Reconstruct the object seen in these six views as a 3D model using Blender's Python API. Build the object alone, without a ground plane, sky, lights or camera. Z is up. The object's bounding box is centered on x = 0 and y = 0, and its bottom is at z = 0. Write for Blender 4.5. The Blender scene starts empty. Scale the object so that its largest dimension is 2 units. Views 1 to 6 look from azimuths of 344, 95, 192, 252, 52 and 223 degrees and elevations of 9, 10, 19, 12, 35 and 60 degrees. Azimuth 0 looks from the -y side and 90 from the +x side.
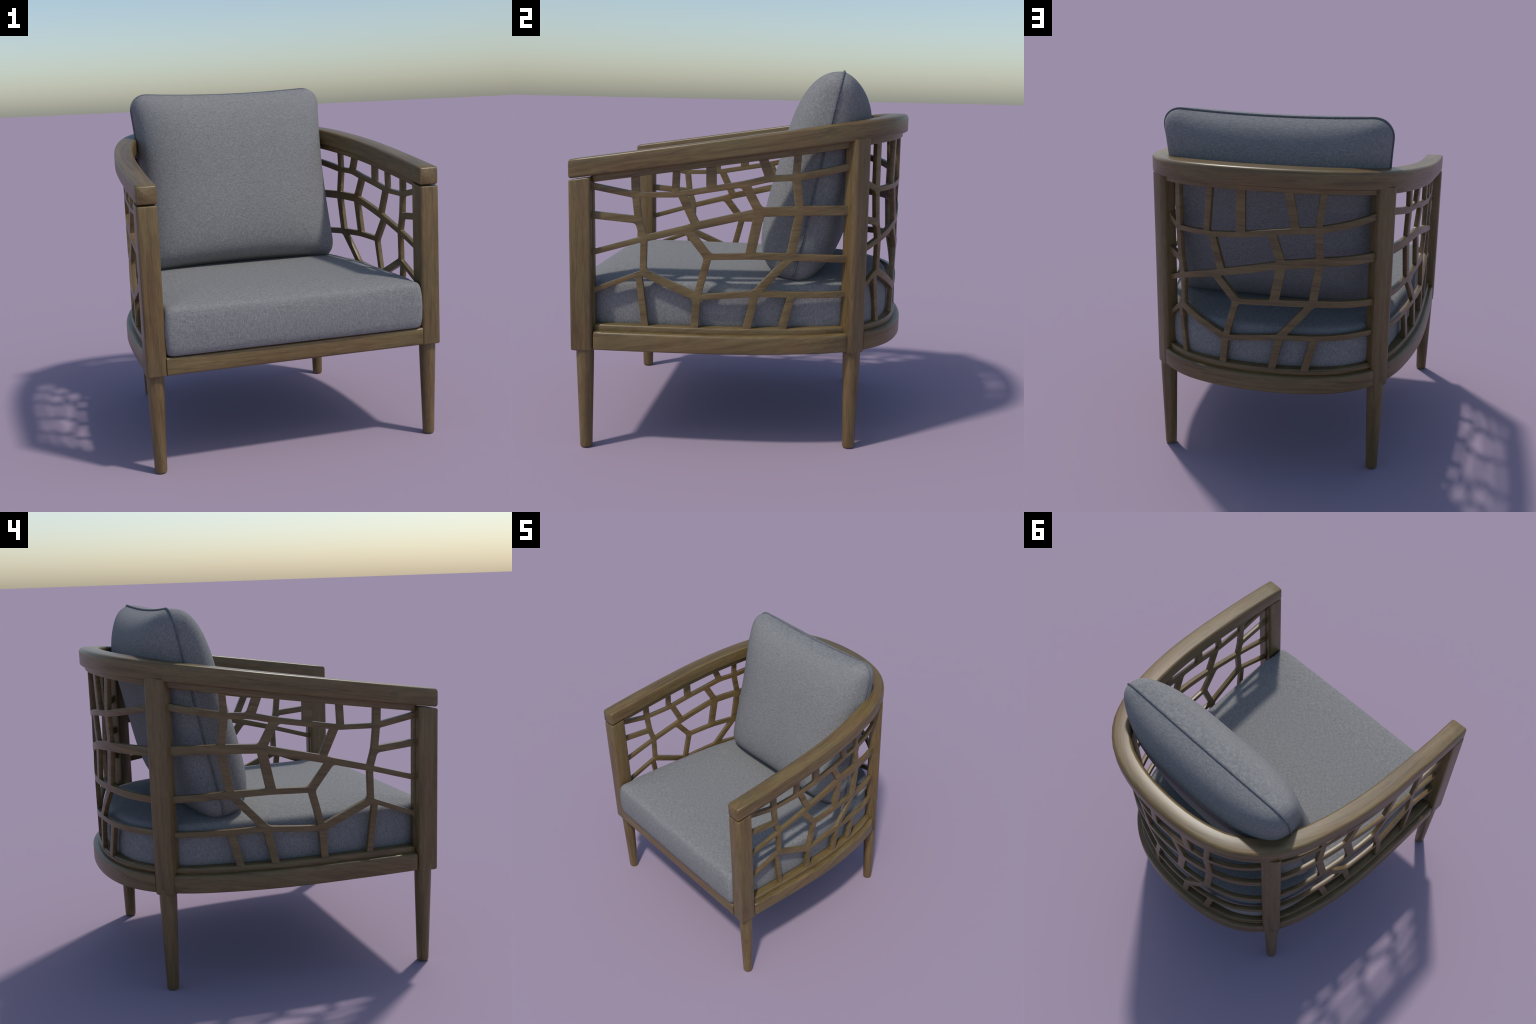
"""Lounge armchair: round-backed wooden frame with an irregular cut-out lattice,
a thick seat cushion and a loose, piped back pillow.  All sizes in metres."""
import bpy, bmesh, math
import numpy as np
from mathutils import Vector, Matrix

# ------------------------------------------------------------------ plan curve
# outer edge of the bent arm / back rail seen from above, right half (front -> back centre)
HALF = [(.827, -.857), (.831, -.66), (.831, -.5), (.826, -.25), (.815, -.05), (.793, .13),
        (.759, .30), (.709, .475), (.631, .629), (.534, .733), (.403, .813), (.215, .865), (0, .881)]
PTS = np.array(HALF + [(-x, y) for x, y in HALF[-2::-1]])


def _spline(P, n=20):
    out = []
    for i in range(len(P) - 1):
        p0, p1, p2, p3 = P[max(i - 1, 0)], P[i], P[i + 1], P[min(i + 2, len(P) - 1)]
        for k in range(n):
            t = k / n
            out.append(.5 * (2 * p1 + (p2 - p0) * t + (2 * p0 - 5 * p1 + 4 * p2 - p3) * t * t
                             + (3 * p1 - p0 - 3 * p2 + p3) * t ** 3))
    out.append(P[-1])
    return np.array(out)


CV = _spline(PTS)
ARC = np.concatenate([[0], np.cumsum(np.linalg.norm(np.diff(CV, axis=0), axis=1))])
LEN = ARC[-1]
TAN = np.gradient(CV, axis=0)
TAN /= np.linalg.norm(TAN, axis=1)[:, None]
NOR = np.stack([TAN[:, 1], -TAN[:, 0]], 1)          # outward normal


def plan(s, inset=0.0):
    """Point in plan at arc length s, moved inward by inset."""
    return np.array([np.interp(s, ARC, CV[:, k]) - inset * np.interp(s, ARC, NOR[:, k]) for k in (0, 1)])


def normal(s):
    n = np.array([np.interp(s, ARC, NOR[:, k]) for k in (0, 1)])
    return n / np.linalg.norm(n)


SLOPE = .151
RAIL_H = .097


def rail_top(y):
    return 1.5265 + SLOPE * (y + .85)


S_POST = float(ARC[np.argmin(np.abs(CV[:, 0] - CV[:, 1]) + (CV[:, 0] < 0))])   # back post position

# ------------------------------------------------------------------ materials


def _nt(name):
    m = bpy.data.materials.new(name)
    m.use_nodes = True
    nt = m.node_tree
    nt.nodes.clear()
    out = nt.nodes.new('ShaderNodeOutputMaterial')
    b = nt.nodes.new('ShaderNodeBsdfPrincipled')
    nt.links.new(b.outputs[0], out.inputs[0])
    return m, nt, b


def _math(nt, op, a, b=None):
    n = nt.nodes.new('ShaderNodeMath')
    n.operation = op
    for i, v in enumerate((a, b)):
        if v is None:
            continue
        if isinstance(v, (int, float)):
            n.inputs[i].default_value = v
        else:
            nt.links.new(v, n.inputs[i])
    return n.outputs[0]


def _noise(nt, vec, scale, detail=4, rough=.55, dist=0.0):
    n = nt.nodes.new('ShaderNodeTexNoise')
    n.inputs['Scale'].default_value = scale
    n.inputs['Detail'].default_value = detail
    n.inputs['Roughness'].default_value = rough
    n.inputs['Distortion'].default_value = dist
    nt.links.new(vec, n.inputs['Vector'])
    return n.outputs['Fac']


def _ramp(nt, fac, stops):
    r = nt.nodes.new('ShaderNodeValToRGB')
    e = r.color_ramp.elements
    while len(e) < len(stops):
        e.new(.5)
    for el, (p, c) in zip(e, stops):
        el.position = p
        el.color = (*c, 1)
    nt.links.new(fac, r.inputs[0])
    return r.outputs[0]


def _mix(nt, fac, a, b, mode='MIX'):
    m = nt.nodes.new('ShaderNodeMix')
    m.data_type = 'RGBA'
    m.blend_type = mode
    for key, v in ((0, fac), (6, a), (7, b)):
        if isinstance(v, (int, float)):
            m.inputs[key].default_value = v
        elif isinstance(v, tuple):
            m.inputs[key].default_value = (*v, 1)
        else:
            nt.links.new(v, m.inputs[key])
    return m.outputs[2]


WOOD_LO, WOOD_MID, WOOD_HI = (.086, .056, .022), (.145, .098, .038), (.188, .131, .055)


def wood(name, grain):
    """Oiled brown hardwood; grain = 'x', 'y', 'z' or 'bent' (follows the bent rail in plan)."""
    m, nt, b = _nt(name)
    tc = nt.nodes.new('ShaderNodeTexCoord')
    sep = nt.nodes.new('ShaderNodeSeparateXYZ')
    nt.links.new(tc.outputs['Object'], sep.inputs[0])
    x, y, z = sep.outputs
    comb = nt.nodes.new('ShaderNodeCombineXYZ')
    if grain == 'bent':
        yy = _math(nt, 'MULTIPLY', _math(nt, 'MAXIMUM', _math(nt, 'ADD', y, .25), 0.0), .75)
        ax = _math(nt, 'POWER', _math(nt, 'ABSOLUTE', x), 2.3)
        ay = _math(nt, 'POWER', yy, 2.3)
        rad = _math(nt, 'POWER', _math(nt, 'ADD', ax, ay), 1 / 2.3)
        along = _math(nt, 'ARCTAN2', x, _math(nt, 'ADD', y, .75))
        zz = _math(nt, 'SUBTRACT', z, _math(nt, 'MULTIPLY', y, SLOPE))
        axes = (rad, zz, _math(nt, 'MULTIPLY', along, .9))
    else:
        axes = {'x': (y, z, x), 'y': (x, z, y), 'z': (x, y, z)}[grain]
    for i, (a, k) in enumerate(zip(axes, (1.0, 1.0, .075))):
        nt.links.new(_math(nt, 'MULTIPLY', a, k), comb.inputs[i])
    v = comb.outputs[0]
    broad = _noise(nt, v, 20, 3, .55, .6)
    streak = _noise(nt, v, 80, 5, .62, .9)
    fine = _noise(nt, v, 260, 3, .6)
    tone = _math(nt, 'ADD', _math(nt, 'MULTIPLY', broad, .45), _math(nt, 'MULTIPLY', streak, .55))
    col = _ramp(nt, tone, [(.34, WOOD_LO), (.50, WOOD_MID), (.66, WOOD_HI)])
    # reddish / olive drift over tens of centimetres
    drift = _noise(nt, tc.outputs['Object'], 4.5, 2)
    col = _mix(nt, 1.0, col, _ramp(nt, drift, [(.36, (1.05, .96, .92)), (.64, (.98, 1.02, .97))]), 'MULTIPLY')
    col = _mix(nt, .5, col, _ramp(nt, fine, [(.35, (.74, .72, .70)), (.6, (1.1, 1.1, 1.1))]), 'MULTIPLY')
    # small dark knots and flecks
    mp = nt.nodes.new('ShaderNodeMapping')
    mp.inputs['Scale'].default_value = (1, 1, .45)
    nt.links.new(v, mp.inputs[0])
    kn = nt.nodes.new('ShaderNodeTexVoronoi')
    kn.inputs['Scale'].default_value = 9
    comb2 = nt.nodes.new('ShaderNodeCombineXYZ')
    for i, (a, k) in enumerate(zip(axes, (1.0, 1.0, .38))):
        nt.links.new(_math(nt, 'MULTIPLY', a, k), comb2.inputs[i])
    nt.links.new(comb2.outputs[0], kn.inputs['Vector'])
    knot = _ramp(nt, kn.outputs['Distance'], [(.05, (1, 1, 1)), (.13, (0, 0, 0))])
    col = _mix(nt, _math(nt, 'MULTIPLY', knot, .42), col, (.055, .034, .016))
    nt.links.new(col, b.inputs['Base Color'])
    b.inputs['Roughness'].default_value = .37
    b.inputs['Specular IOR Level'].default_value = .5
    bp = nt.nodes.new('ShaderNodeBump')
    bp.inputs['Strength'].default_value = .10
    bp.inputs['Distance'].default_value = .002
    nt.links.new(streak, bp.inputs['Height'])
    nt.links.new(bp.outputs[0], b.inputs['Normal'])
    return m


def fabric(name, dark, mid, light, flat_top=False):
    """Matt woven grey cloth with slubby warp and weft threads."""
    m, nt, b = _nt(name)
    tc = nt.nodes.new('ShaderNodeTexCoord')

    def layer(sc, scale, detail):
        mp = nt.nodes.new('ShaderNodeMapping')
        mp.inputs['Scale'].default_value = sc
        nt.links.new(tc.outputs['Object'], mp.inputs[0])
        return _noise(nt, mp.outputs[0], scale, detail, .6)
    up = layer((1, 1, .14), 330, 1)                 # upright threads on the walls
    level = layer((.14, .14, 1), 330, 1)            # level threads on the walls
    tone = _math(nt, 'ADD', _math(nt, 'MULTIPLY', up, .58), _math(nt, 'MULTIPLY', level, .42))
    if flat_top:                                    # the weave turns with the cloth over the top face
        along = layer((.14, 1, .3), 330, 1)
        across = layer((1, .14, .3), 330, 1)
        top = _math(nt, 'ADD', _math(nt, 'MULTIPLY', along, .5), _math(nt, 'MULTIPLY', across, .5))
        geo = nt.nodes.new('ShaderNodeNewGeometry')
        sep = nt.nodes.new('ShaderNodeSeparateXYZ')
        nt.links.new(geo.outputs['Normal'], sep.inputs[0])
        k = nt.nodes.new('ShaderNodeMapRange')
        k.inputs['From Min'].default_value, k.inputs['From Max'].default_value = .55, .8
        nt.links.new(_math(nt, 'ABSOLUTE', sep.outputs[2]), k.inputs['Value'])
        mx = nt.nodes.new('ShaderNodeMix')
        nt.links.new(k.outputs['Result'], mx.inputs[0])
        nt.links.new(tone, mx.inputs[2])
        nt.links.new(top, mx.inputs[3])
        tone = mx.outputs[0]
    col = _ramp(nt, tone, [(.36, dark), (.50, mid), (.64, light)])
    nt.links.new(col, b.inputs['Base Color'])
    b.inputs['Roughness'].default_value = .92
    b.inputs['Specular IOR Level'].default_value = .2
    bp = nt.nodes.new('ShaderNodeBump')
    bp.inputs['Strength'].default_value = .35
    bp.inputs['Distance'].default_value = .004
    nt.links.new(tone, bp.inputs['Height'])
    nt.links.new(bp.outputs[0], b.inputs['Normal'])
    return m


WOOD_X, WOOD_Y, WOOD_Z, WOOD_BENT = (wood('wood_grain_' + g, g) for g in ('x', 'y', 'z', 'bent'))
GREY = ((.158, .158, .157), (.207, .207, .205), (.262, .262, .259))
CLOTH = fabric('grey_woven_cloth', *GREY)
CLOTH_SEAT = fabric('grey_woven_seat_cloth', *GREY, flat_top=True)
PIPING = fabric('grey_piping_cloth', (.085, .092, .102), (.125, .133, .145), (.18, .19, .20))
UNDER = fabric('dark_dust_cover', (.03, .03, .032), (.04, .04, .042), (.05, .05, .052))

# ------------------------------------------------------------------ helpers
ROOT = bpy.data.objects.new('armchair', None)
ROOT['label'] = 'grey cushioned lounge armchair with brown wooden lattice frame'
ROOT['category'] = 'armchair'
bpy.context.scene.collection.objects.link(ROOT)


def add(name, mesh, mat, parent=None, sharp=35):
    if mat is not None and not mesh.materials:
        mesh.materials.append(mat)
    for p in mesh.polygons:
        p.use_smooth = True
    mesh.set_sharp_from_angle(angle=math.radians(sharp))
    ob = bpy.data.objects.new(name, mesh)
    bpy.context.scene.collection.objects.link(ob)
    ob.parent = parent or ROOT
    return ob


def mesh_from(verts, faces, name='part'):
    me = bpy.data.meshes.new(name)
    me.from_pydata([tuple(v) for v in verts], [], faces)
    bm = bmesh.new()
    bm.from_mesh(me)
    bmesh.ops.remove_doubles(bm, verts=bm.verts, dist=1e-6)
    bmesh.ops.recalc_face_normals(bm, faces=bm.faces)
    bm.to_mesh(me)
    bm.free()
    return me


def loft(rings, name='part', cap=True):
    n = len(rings[0])
    V = [tuple(p) for r in rings for p in r]
    F = []
    for i in range(len(rings) - 1):
        for j in range(n):
            k = (j + 1) % n
            F.append((i * n + j, i * n + k, (i + 1) * n + k, (i + 1) * n + j))
    if cap:
        F.append(tuple(range(n)))
        F.append(tuple(range((len(rings) - 1) * n, len(rings) * n)))
    return mesh_from(V, F, name)


def round_rect(x0, x1, y0, y1, r, seg=4):
    """Rounded rectangle, r = one radius or (at x0y0, x1y0, x1y1, x0y1)."""
    rs = r if isinstance(r, (tuple, list)) else (r,) * 4
    out = []
    for (cx, cy, a0), q in zip(((x0, y0, 180), (x1, y0, 270), (x1, y1, 0), (x0, y1, 90)), rs):
        ox = cx + (q if cx == x0 else -q)
        oy = cy + (q if cy == y0 else -q)
        for k in range(seg + 1):
            a = math.radians(a0 + 90 * k / seg)
            out.append((ox + q * math.cos(a), oy + q * math.sin(a)))
    return out


def sweep(profile, s0, s1, zfun, step=.045, end_round=.006, inset=None):
    """Sweep a (inset, height) profile along the plan curve; zfun(x, y) = base height."""
    n = max(2, int(round((s1 - s0) / step)))
    ss = list(np.linspace(s0, s1, n + 1))
    cx = sum(p[0] for p in profile) / len(profile)
    cy = sum(p[1] for p in profile) / len(profile)
    hx = max(abs(p[0] - cx) for p in profile)
    hy = max(abs(p[1] - cy) for p in profile)
    stations = []
    e = end_round
    for d, sh in ((0, 1.0), (.3, .45), (1.0, 0.0)):
        stations.append((s0 + d * e, sh * e))
    stations += [(s, 0.0) for s in ss if s0 + 2 * e < s < s1 - 2 * e]
    for d, sh in ((1.0, 0.0), (.3, .45), (0, 1.0)):
        stations.append((s1 - d * e, sh * e))
    rings = []
    for s, sh in stations:
        ring = []
        for (a, h) in profile:
            a2 = cx + (a - cx) * (1 - sh / hx)
            h2 = cy + (h - cy) * (1 - sh / hy)
            p = plan(s, a2)
            ring.append((p[0], p[1], zfun(p[0], p[1]) + h2))
        rings.append(ring)
    return loft(rings)


# ------------------------------------------------------------------ bent top rail


def build_top_rail():
    rings = []
    n = 64
    e = .012
    st = [(0, .9), (.25 * e, .5), (.6 * e, .2), (e, 0)] + \
         [(s, 0) for s in np.linspace(0, LEN, n + 1)[1:-1]] + \
         [(LEN - e, 0), (LEN - .6 * e, .2), (LEN - .25 * e, .5), (LEN, .9)]
    for s, sh in st:
        back = max(0.0, 1 - abs(s - LEN / 2) / 1.15)
        back = back * back * (3 - 2 * back)
        w = .108 + .004 * back                     # a little wider behind
        r_top = .013 + .010 * back                 # edge rounding swells towards the back
        prof = round_rect(-.002, w, -RAIL_H, 0, (.012, .012, r_top, r_top))
        cx, cy = w / 2, -RAIL_H / 2
        k = sh * .009
        ring = []
        for a, h in prof:
            a = cx + (a - cx) * (1 - k / (w / 2))
            h = cy + (h - cy) * (1 - k / (RAIL_H / 2))
            p = plan(s, a)
            q = plan(s, w / 2)
            ring.append((p[0], p[1], rail_top(q[1]) + h))
        rings.append(ring)
    return add('top_rail', loft(rings), WOOD_BENT, sharp=40)


build_top_rail()

# ------------------------------------------------------------------ front posts, back posts, legs
POST_Z0 = .536


def box_post(sign):
    x0, x1, y0, y1 = .722, .831, -.857, -.743
    rings = []
    base = round_rect(x0, x1, y0, y1, .014)
    cx, cy = (x0 + x1) / 2, (y0 + y1) / 2
    for f, dz in ((.93, 0), (.975, .002), (1.0, .007)):
        rings.append([(cx + (x - cx) * f, cy + (y - cy) * f, POST_Z0 + dz) for x, y in base])
    for f, dz in ((1.0, -.010), (.985, -.004), (.955, -.001), (.90, 0)):
        rings.append([(cx + (x - cx) * f, cy + (y - cy) * f, 1.4230 + SLOPE * (y + .85) + dz) for x, y in base])
    rings = [[(sign * x, y, z) for x, y, z in r] for r in rings]
    return add('front_post', loft(rings), WOOD_Z, sharp=40)


def back_post(sign):
    n = np.array([1, 1]) / math.sqrt(2)
    c = n * .896
    t = np.array([n[1], -n[0]])
    prof = round_rect(-.056, .056, -.086, .0, (.010, .010, .024, .024), 5)   # (tangent, radial)
    rings = []
    for f, z in ((.93, POST_Z0 - .004), (.975, POST_Z0 - .001), (1.0, POST_Z0 + .006), (1, .9), (1, 1.3), (1, None)):
        ring = []
        for a, d in prof:
            p = c + t * a * f + n * (-.043 + (d + .043) * f)
            zz = z if z is not None else rail_top(p[1]) - RAIL_H + .006
            ring.append((sign * p[0], p[1], zz))
        rings.append(ring)
    return add('back_post', loft(rings), WOOD_Z, sharp=40)


for sg in (1, -1):
    box_post(sg)
    back_post(sg)


def leg_mesh():
    rings = []
    seg = 28
    for z, r in ((0, .026), (.002, .0295), (.006, .0318), (.012, .0328), (.14, .0362), (.30, .0405), (.42, .0440), (.50, .0460), (.56, .0460)):
        rings.append([(r * math.cos(2 * math.pi * k / seg), r * math.sin(2 * math.pi * k / seg), z) for k in range(seg)])
    return loft(rings, 'leg')


_leg = leg_mesh()
for x, y, yaw in ((.779, -.792, 0), (-.779, -.792, 2.1), (.602, .602, 4.0), (-.602, .602, 1.2)):
    ob = add('leg', _leg, WOOD_Z, sharp=40)
    ob.location = (x, y, 0)
    ob.rotation_euler[2] = yaw

# ------------------------------------------------------------------ seat frame
flat = lambda x, y: 0.0
S_FRONT = .118                                    # where the front post ends along the curve
SIDE = (S_FRONT, S_POST - .048)
BACK = (S_POST + .048, LEN - S_POST - .048)
SIDE_M = (LEN - SIDE[1], LEN - SIDE[0])
apron = round_rect(.003, .075, .542, .640, (.008, .008, .016, .016))
apron = [(a, h) for a, h in apron]
ledge = round_rect(.034, .098, .628, .673, (.008, .004, .010, .010))
for s0, s1 in (SIDE, BACK, SIDE_M):
    add('seat_rail', sweep(apron, s0, s1, flat, end_round=.006), WOOD_BENT, sharp=40)
    add('lattice_sill', sweep(ledge, s0, s1, flat, end_round=.006), WOOD_BENT, sharp=40)


def bar_x(name, x0, x1, y0, y1, z0, z1, r, mat):
    prof = round_rect(y0, y1, z0, z1, r)
    return add(name, loft([[(x, a, h) for a, h in prof] for x in np.linspace(x0, x1, 9)]), mat, sharp=40)


bar_x('front_rail', -.7235, .7235, -.859, -.775, .537, .634, .012, WOOD_X)


def seat_deck():
    pts = [plan(s, .07) for s in np.linspace(.13, LEN - .13, 60)]
    rings = [[(p[0], p[1], z) for p in pts] for z in (.585, .625)]
    return add('seat_deck', loft(rings), UNDER, sharp=40)


seat_deck()

# beads that hide the joint between lattice and bent rail
for s0, s1 in (SIDE, BACK, SIDE_M):
    bead = round_rect(.026, .088, -.034, .012, (.007, .007, .004, .004))
    add('rail_bead', sweep(bead, s0, s1, lambda x, y: rail_top(y) - RAIL_H, end_round=.008), WOOD_BENT, sharp=40)

# ------------------------------------------------------------------ lattice
# knots of the cut-out pattern: (distance from the panel's first post, height)
KNOT = {
    'L1': (.000, 1.390), 'L2': (.000, 1.243), 'L3': (.000, 1.052), 'L4': (.000, .853),
    'A1': (.221, 1.352), 'A2': (.234, 1.225), 'A3': (.262, 1.129), 'A4': (.257, .953), 'A5': (.234, .944),
    'N0': (.424, 1.359), 'N1': (.456, 1.364), 'N2': (.609, 1.391), 'N3': (.781, 1.421), 'N4': (.911, 1.451), 'N5': (1.046, 1.457),
    'M0': (.482, 1.186), 'M1': (.533, 1.202), 'M2': (.859, 1.279), 'M3': (1.070, 1.288),
    'P1': (.595, 1.044), 'P2': (.812, 1.053), 'P3': (1.028, 1.050),
    'Q1': (.538, .832), 'Q2': (.844, .857), 'Q3': (1.035, .851),
    'R1': (1.0, 1.515), 'R2': (1.0, 1.288), 'R3': (1.0, 1.033), 'R4': (1.0, .847),
    'T1': (.219, 0), 'T2': (.430, 0), 'T3': (.608, 0), 'T4': (.874, 0), 'T5': (1.053, 0),
    'B1': (.268, 0), 'B2': (.526, 0), 'B3': (.799, 0), 'B4': (.988, 0),
}
# the back panel uses the same cut, moved along the curve, with its upper strips straightened out
BACK_MOVE = -.734
BACK_SLIDE = {'M0': -.018, 'A5': -.040, 'A1': -.030, 'A2': -.030, 'A3': -.034, 'A4': -.036, 'T1': -.028, 'T2': .008,
              'T3': .016, 'T4': .010, 'T5': .015, 'N0': -.012, 'N1': -.008, 'N2': .015, 'N3': .012, 'N4': .012, 'N5': -.003,
              'M1': -.024, 'M2': -.009, 'M3': -.014, 'P2': -.003, 'P3': -.007, 'Q1': -.010, 'B1': -.034, 'B2': -.015, 'B4': -.006}
BACK_SHIFT = {'M0': -.008, 'A5': -.005, 'L1': .045, 'L2': -.006, 'L3': .015, 'L4': .004, 'A1': .036, 'A2': -.010, 'A3': -.008,
              'A4': -.007, 'N0': .036, 'N1': .029, 'N2': .020, 'N3': .016, 'M1': -.012, 'M2': -.013, 'M3': -.003, 'P1': -.005,
              'P3': .005, 'Q1': -.014, 'Q2': .003, 'Q3': .005, 'R1': -.009, 'R2': -.002, 'R4': .012}
# strips: knot, knot, width
STRIP = [('L1', 'A1', .033), ('L2', 'A2', .038), ('L3', 'A3', .029), ('L4', 'A5', .026), ('A5', 'A4', .026),
         ('T1', 'A1', .043), ('A1', 'A2', .038), ('A2', 'A3', .038), ('A3', 'A4', .034), ('A5', 'B1', .035),
         ('A1', 'N0', .027), ('N0', 'N1', .029), ('N1', 'N2', .030), ('N2', 'N3', .031), ('N3', 'N4', .034), ('N4', 'N5', .032), ('N5', 'R1', .037),
         ('T2', 'N0', .037), ('T3', 'N2', .053), ('T4', 'N4', .048), ('T5', 'N5', .037),
         ('N1', 'M1', .043), ('N3', 'M2', .048), ('N5', 'M3', .042),
         ('A3', 'M0', .034), ('M0', 'M1', .040), ('M1', 'M2', .041), ('M2', 'M3', .048), ('M3', 'R2', .049),
         ('M0', 'P1', .044), ('M2', 'P2', .052), ('M3', 'P3', .046),
         ('P1', 'P2', .031), ('P2', 'P3', .036), ('P3', 'R3', .037),
         ('P1', 'Q1', .038), ('P3', 'Q2', .041), ('A4', 'Q1', .041),
         ('Q1', 'Q2', .030), ('Q2', 'Q3', .030), ('Q3', 'R4', .030),
         ('Q1', 'B2', .041), ('Q2', 'B3', .042), ('Q3', 'B4', .042)]
SILL_Z = .664
LAT_IN, LAT_BACK, LAT_THICK = .044, .029, .026


def cells(pos, edges):
    """Faces of a planar straight-line graph (counter-clockwise, outer face dropped)."""
    nb = {}
    for a, b, w in edges:
        nb.setdefault(a, []).append(b)
        nb.setdefault(b, []).append(a)
    for a in nb:
        nb[a].sort(key=lambda b: math.atan2(pos[b][1] - pos[a][1], pos[b][0] - pos[a][0]))
    seen, out = set(), []
    for a in nb:
        for b in nb[a]:
            if (a, b) in seen:
                continue
            face, u, v = [], a, b
            while (u, v) not in seen:
                seen.add((u, v))
                face.append(u)
                ring = nb[v]
                u, v = v, ring[(ring.index(u) - 1) % len(ring)]
            area = sum(pos[face[i]][0] * pos[face[(i + 1) % len(face)]][1]
                       - pos[face[(i + 1) % len(face)]][0] * pos[face[i]][1] for i in range(len(face)))
            if area > 0:
                out.append(face)
    return out


def inset_cell(face, pos, width):
    n = len(face)
    P = [np.array(pos[k]) for k in face]
    lines = []
    for i in range(n):
        a, b = P[i], P[(i + 1) % n]
        d = (b - a) / np.linalg.norm(b - a)
        nrm = np.array([-d[1], d[0]])
        w = width[frozenset((face[i], face[(i + 1) % n]))] / 2
        lines.append((a + nrm * w, d, nrm, w, a))
    while True:
        n = len(lines)
        poly = []
        for i in range(n):
            p0, d0, n0, w0, _ = lines[i - 1]
            p1, d1, n1, w1, corner = lines[i]
            cr = d0[0] * d1[1] - d0[1] * d1[0]
            if abs(cr) < .22 and d0 @ d1 > 0:
                poly.append((corner + (n0 + n1) * .25 * (w0 + w1), .035))
            else:
                r = p1 - p0
                t = (r[0] * d1[1] - r[1] * d1[0]) / cr
                poly.append((p0 + d0 * t, .016 if d0 @ d1 > .3 else .004))   # obtuse corners are rounder
        # drop short sides that the neighbouring strips swallow
        bad = [i for i in range(n) if (poly[(i + 1) % n][0] - poly[i][0]) @ lines[i][1] < .002]
        if not bad or n < 4:
            break
        lines.pop(bad[0])
    # soften each corner with a short arc
    out = []
    m = len(poly)
    for i in range(m):
        q, rad = poly[i]
        a, b = poly[i - 1][0], poly[(i + 1) % m][0]
        la, lb = np.linalg.norm(a - q), np.linalg.norm(b - q)
        r = min(rad, la * .35, lb * .35)
        pa, pb = q + (a - q) / la * r, q + (b - q) / lb * r
        for t in (0, .33, .67, 1):
            out.append(tuple((1 - t) ** 2 * pa + 2 * t * (1 - t) * q + t * t * pb))
    return out


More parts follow.
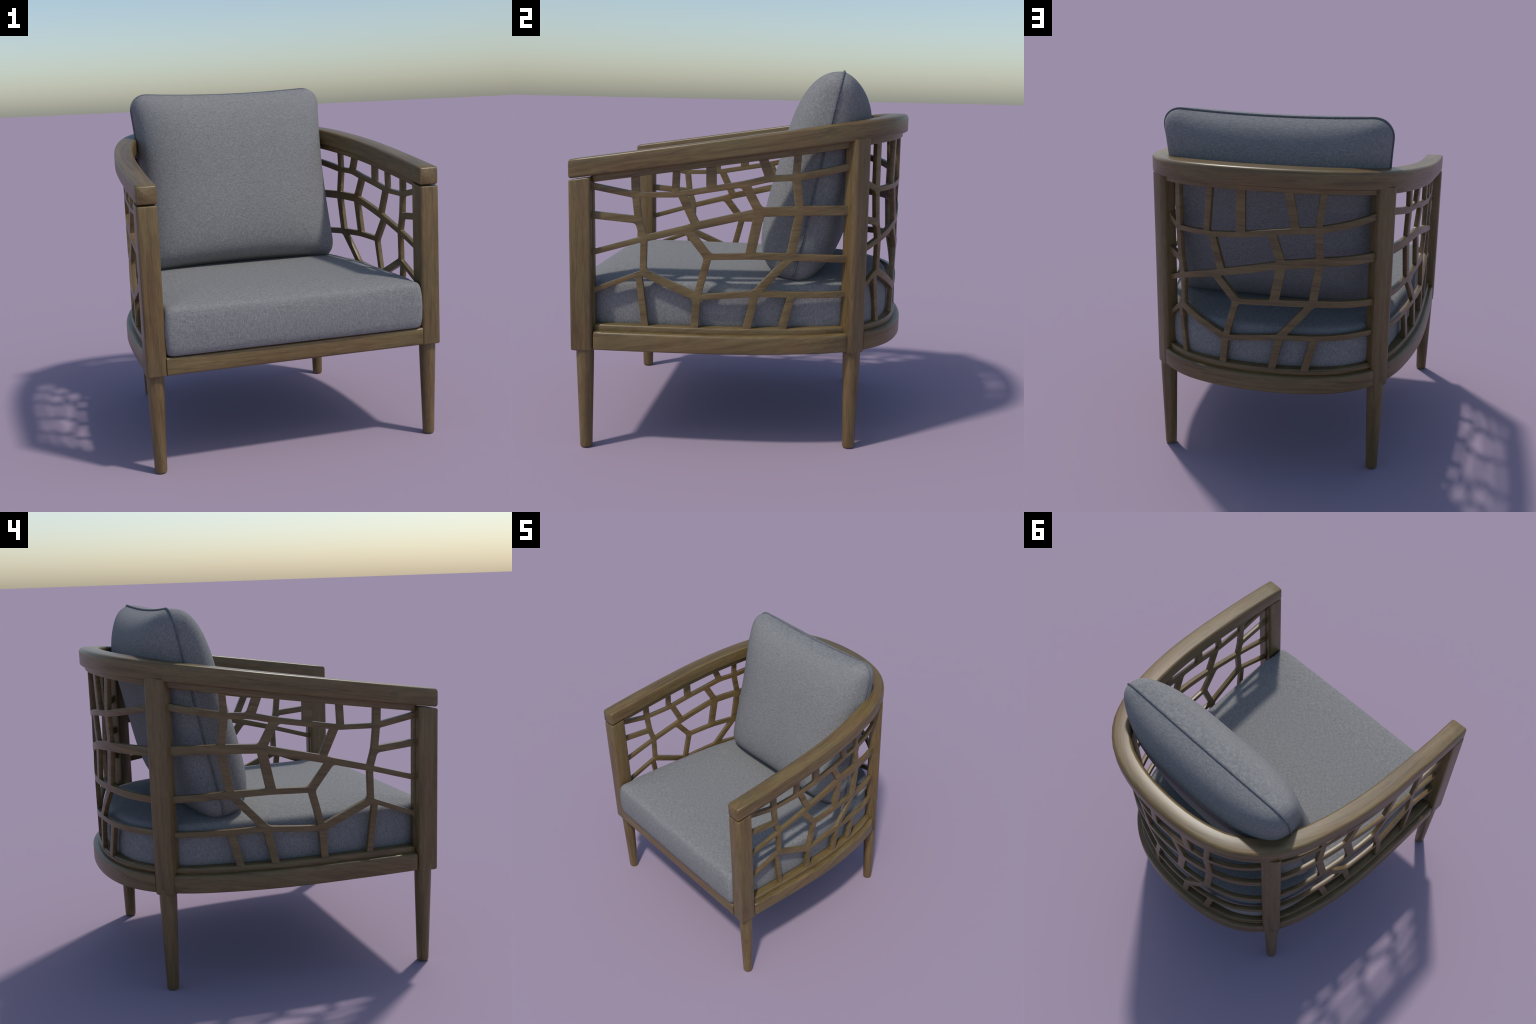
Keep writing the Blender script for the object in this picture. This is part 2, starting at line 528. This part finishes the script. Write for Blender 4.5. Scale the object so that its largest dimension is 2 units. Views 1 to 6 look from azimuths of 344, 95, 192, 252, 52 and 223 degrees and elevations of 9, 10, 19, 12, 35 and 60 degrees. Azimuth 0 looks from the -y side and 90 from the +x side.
def lattice_panel(s_first, s_last, mirrored, is_back):
    """Cut the pattern out of a flat plate, then bend the plate onto the plan curve."""
    span = abs(s_last - s_first)
    lat_in = LAT_BACK if is_back else LAT_IN
    direction = -1 if mirrored else 1

    def s_of(d):
        return s_first + direction * d

    def top_edge(d):
        p = plan(s_of(d), lat_in)
        return rail_top(p[1]) - RAIL_H - .030
    pos = {}
    for k, (d, z) in KNOT.items():
        if is_back:
            if k[0] != 'L':
                d = d + BACK_MOVE + (LEN / 2 - s_first) + BACK_SLIDE.get(k, 0)
            z = z + BACK_SHIFT.get(k, 0)
        if k[0] == 'R':
            d = span
        if k[0] == 'T':
            z = top_edge(d)
        if k[0] == 'B':
            z = SILL_Z
        if k == 'L1' and z > top_edge(0) - .02:
            z = top_edge(0) - .02
        pos[k] = (d, z)
    pos['C1'], pos['C2'] = (0, SILL_Z), (span, SILL_Z)
    pos['C3'], pos['C4'] = (span, top_edge(span)), (0, top_edge(0))
    rim = ['C1', 'B1', 'B2', 'B3', 'B4', 'C2', 'R4', 'R3', 'R2', 'R1', 'C3', 'T5', 'T4', 'T3', 'T2', 'T1', 'C4',
           'L1', 'L2', 'L3', 'L4']
    edges = list(STRIP) + [(rim[i], rim[(i + 1) % len(rim)], .0) for i in range(len(rim))]
    width = {frozenset((a, b)): w for a, b, w in edges}
    holes = [inset_cell(f, pos, width) for f in cells(pos, edges)]
    cu = bpy.data.curves.new('lattice_cut', 'CURVE')
    cu.dimensions = '2D'
    cu.fill_mode = 'BOTH'
    bev = .0022
    cu.extrude = LAT_THICK / 2 - bev
    cu.bevel_depth = bev
    cu.bevel_resolution = 1
    cu.offset = -bev
    n = 24
    top = [(d, top_edge(d) + .028) for d in np.linspace(span + .012, -.012, n)]
    outline = [(-.012, SILL_Z - .02), (span + .012, SILL_Z - .02)] + top
    for poly in [outline] + holes:
        sp = cu.splines.new('POLY')
        sp.points.add(len(poly) - 1)
        for pt, (a, b) in zip(sp.points, poly):
            pt.co = (a, b, 0, 1)
        sp.use_cyclic_u = True
    tmp = bpy.data.objects.new('lattice_cut', cu)
    bpy.context.scene.collection.objects.link(tmp)
    dg = bpy.context.evaluated_depsgraph_get()
    me = bpy.data.meshes.new_from_object(tmp.evaluated_get(dg))
    bpy.data.objects.remove(tmp)
    bpy.data.curves.remove(cu)
    bm = bmesh.new()
    bm.from_mesh(me)
    bmesh.ops.remove_doubles(bm, verts=bm.verts, dist=1e-5)
    for d in np.arange(.03, span, .04):
        bmesh.ops.bisect_plane(bm, geom=bm.verts[:] + bm.edges[:] + bm.faces[:], dist=1e-6,
                               plane_co=(d, 0, 0), plane_no=(1, 0, 0))
    for v in bm.verts:
        if is_back:       # the panel sits deeper in the frame at its first post
            t = max(0.0, min(1.0, (v.co.x - .25) / .6))
            ease = -.015 * (1 - t * t * (3 - 2 * t))
        else:
            ease = .012 * max(0.0, min(1.0, v.co.x / span)) ** 2
        p = plan(s_of(v.co.x), lat_in - ease + LAT_THICK / 2 - v.co.z)
        v.co = (p[0], p[1], v.co.y)
    bmesh.ops.recalc_face_normals(bm, faces=bm.faces)
    bm.to_mesh(me)
    bm.free()
    me.materials.clear()
    return add('lattice_panel', me, WOOD_BENT, sharp=30)


lattice_panel(S_FRONT, SIDE[1], False, False)
lattice_panel(LEN - S_FRONT, LEN - SIDE[1], True, False)
lattice_panel(BACK[0], BACK[1], False, True)

# ------------------------------------------------------------------ seat cushion


def seat_outline(n=220):
    pts = []
    fx, fy, r = .722, -.872, .035
    m = 10
    # front edge, left to right, gently bowed
    for x in np.linspace(-fx + r, fx - r, 40):
        pts.append((x, fy - .008 * (1 - (x / fx) ** 2)))
    for k in range(1, m):
        a = math.radians(-90 + 90 * k / m)
        pts.append((fx - r + r * math.cos(a), fy + r + r * math.sin(a)))
    for s in np.linspace(.06, LEN - .06, n):
        near = abs(min(s, LEN - s) - S_POST)                # fuller round the rear corners
        x, y = plan(s, .098 - .026 * math.exp(-(near / .30) ** 2) - (.014 if S_POST < s < LEN - S_POST else 0.0) * min(1.0, near / .3))
        lim = .722 + max(0.0, min(1.0, (y + .74) / .3)) * .2
        x = max(-lim, min(lim, x))
        pts.append((x, y))
    for k in range(1, m):
        a = math.radians(180 + 90 * k / m)
        pts.append((-fx + r + r * math.cos(a), fy + r + r * math.sin(a)))
    return np.array(pts)


def seat_cushion():
    O = seat_outline()
    c = np.array([0, -.05])
    d = O - c
    L = np.linalg.norm(d, axis=1)[:, None]
    u = d / L
    z_edge = .878
    rings = []
    # (inset from the outline, height)
    for off, z in ((.10, .6365), (.03, .6365), (.012, .6415), (.003, .652), (-.004, .69), (-.007, .76), (-.004, .82),
                   (.0005, .846), (.004, .862), (.010, .876), (.019, .886)):
        rings.append([(p[0], p[1], z) for p in (O - u * off)])
    base = O - u * .019
    for f in (.985, .965, .94, .90, .85, .77, .70, .62, .53, .43, .32, .20, .08):
        q = c + (base - c) * f
        rise = 1 - f ** 6.0
        rings.append([(p[0], p[1], .8895 + .031 * rise) for p in q])
    return add('seat_cushion', loft(rings), CLOTH_SEAT, sharp=60)


seat_cushion()

# ------------------------------------------------------------------ back pillow
LEAN = .2165                                       # seam plane: dy/dz
ZC, HH, HW = 1.4385, .5625, .635


def pillow_outline(n_side=44, n_corner=14):
    r = .12
    pts = []
    segs = [((-HW + r, -HH), (HW - r, -HH), (HW - r, -HH + r), -90),
            ((HW, -HH + r), (HW, HH - r), (HW - r, HH - r), 0),
            ((HW - r, HH), (-HW + r, HH), (-HW + r, HH - r), 90),
            ((-HW, HH - r), (-HW, -HH + r), (-HW + r, -HH + r), 180)]
    for a, b, c, ang in segs:
        for k in range(n_side):
            t = k / n_side
            pts.append((a[0] + (b[0] - a[0]) * t, a[1] + (b[1] - a[1]) * t))
        for k in range(n_corner):
            q = math.radians(ang + 90 * k / n_corner)
            pts.append((c[0] + r * math.cos(q), c[1] + r * math.sin(q)))
    out = []
    for x, z in pts:
        out.append((x * (1 - .050 * (1 - (z / HH) ** 2)), z * (1 - .046 * (1 - (x / HW) ** 2))))
    return np.array(out), np.array(pts)


def on_seam(x, h, depth):
    """Pillow frame -> world; depth > 0 is towards the sitter."""
    cs = 1 / math.hypot(1, LEAN)
    sn = LEAN * cs
    y0 = .278 + LEAN * (ZC + h - .898)
    return (x, y0 - depth * cs, ZC + h + depth * sn)


def back_pillow():
    O, U = pillow_outline()
    rho = [0.04, .12, .2, .3, .4, .5, .58, .66, .73, .79, .84, .88, .91, .935, .955, .97, .982, .991, .997]
    rings = []

    def th(r, x, z, side):
        # plump in both directions, closing to zero along the rounded outline
        a, b = min(abs(x) / HW, .9999), max(-.9999, min(z / HH, .9999))
        if side > 0:      # front: belly hangs low, weight rests on the seat
            pb = 2.9 if b > 0 else 8.0
            t = .234 * (1 + .075 * math.exp(-((b + .38) / .45) ** 2)) * (1 + .14 * (a * b) ** 2)
        else:             # rear: fullest near the top
            pb = 2.9 if b > 0 else 3.3
            t = .221 * (1 + .10 * math.exp(-((b - .65) / .35) ** 2) * (1 - a * a))
        return t * (1 - a ** (3.2 if side > 0 else 2.9)) ** .40 * (1 - abs(b) ** pb) ** .42 * (1 - r ** 60) ** .5
    for side in (1, -1):
        order = rho if side == 1 else rho[::-1]
        for r in order:
            rings.append([on_seam(x * r, z * r, side * th(r, ux * r, uz * r, side)) for (x, z), (ux, uz) in zip(O, U)])
        if side == 1:
            rings.append([on_seam(x, z, 0) for x, z in O])
    body = add('back_pillow', loft(rings), CLOTH, sharp=80)
    # piping cord along the seam
    rad, seg = .0060, 8
    n = len(O)
    V, F = [], []
    for i in range(n):
        t = O[(i + 1) % n] - O[i - 1]
        t /= np.linalg.norm(t)
        nn = np.array([t[1], -t[0]])
        for k in range(seg):
            a = 2 * math.pi * k / seg
            q = O[i] + nn * (rad * math.cos(a) + .002)
            V.append(on_seam(q[0], q[1], rad * math.sin(a)))
    for i in range(n):
        for k in range(seg):
            F.append((i * seg + k, i * seg + (k + 1) % seg, ((i + 1) % n) * seg + (k + 1) % seg, ((i + 1) % n) * seg + k))
    add('piping', mesh_from(V, F), PIPING, parent=body, sharp=80)


back_pillow()
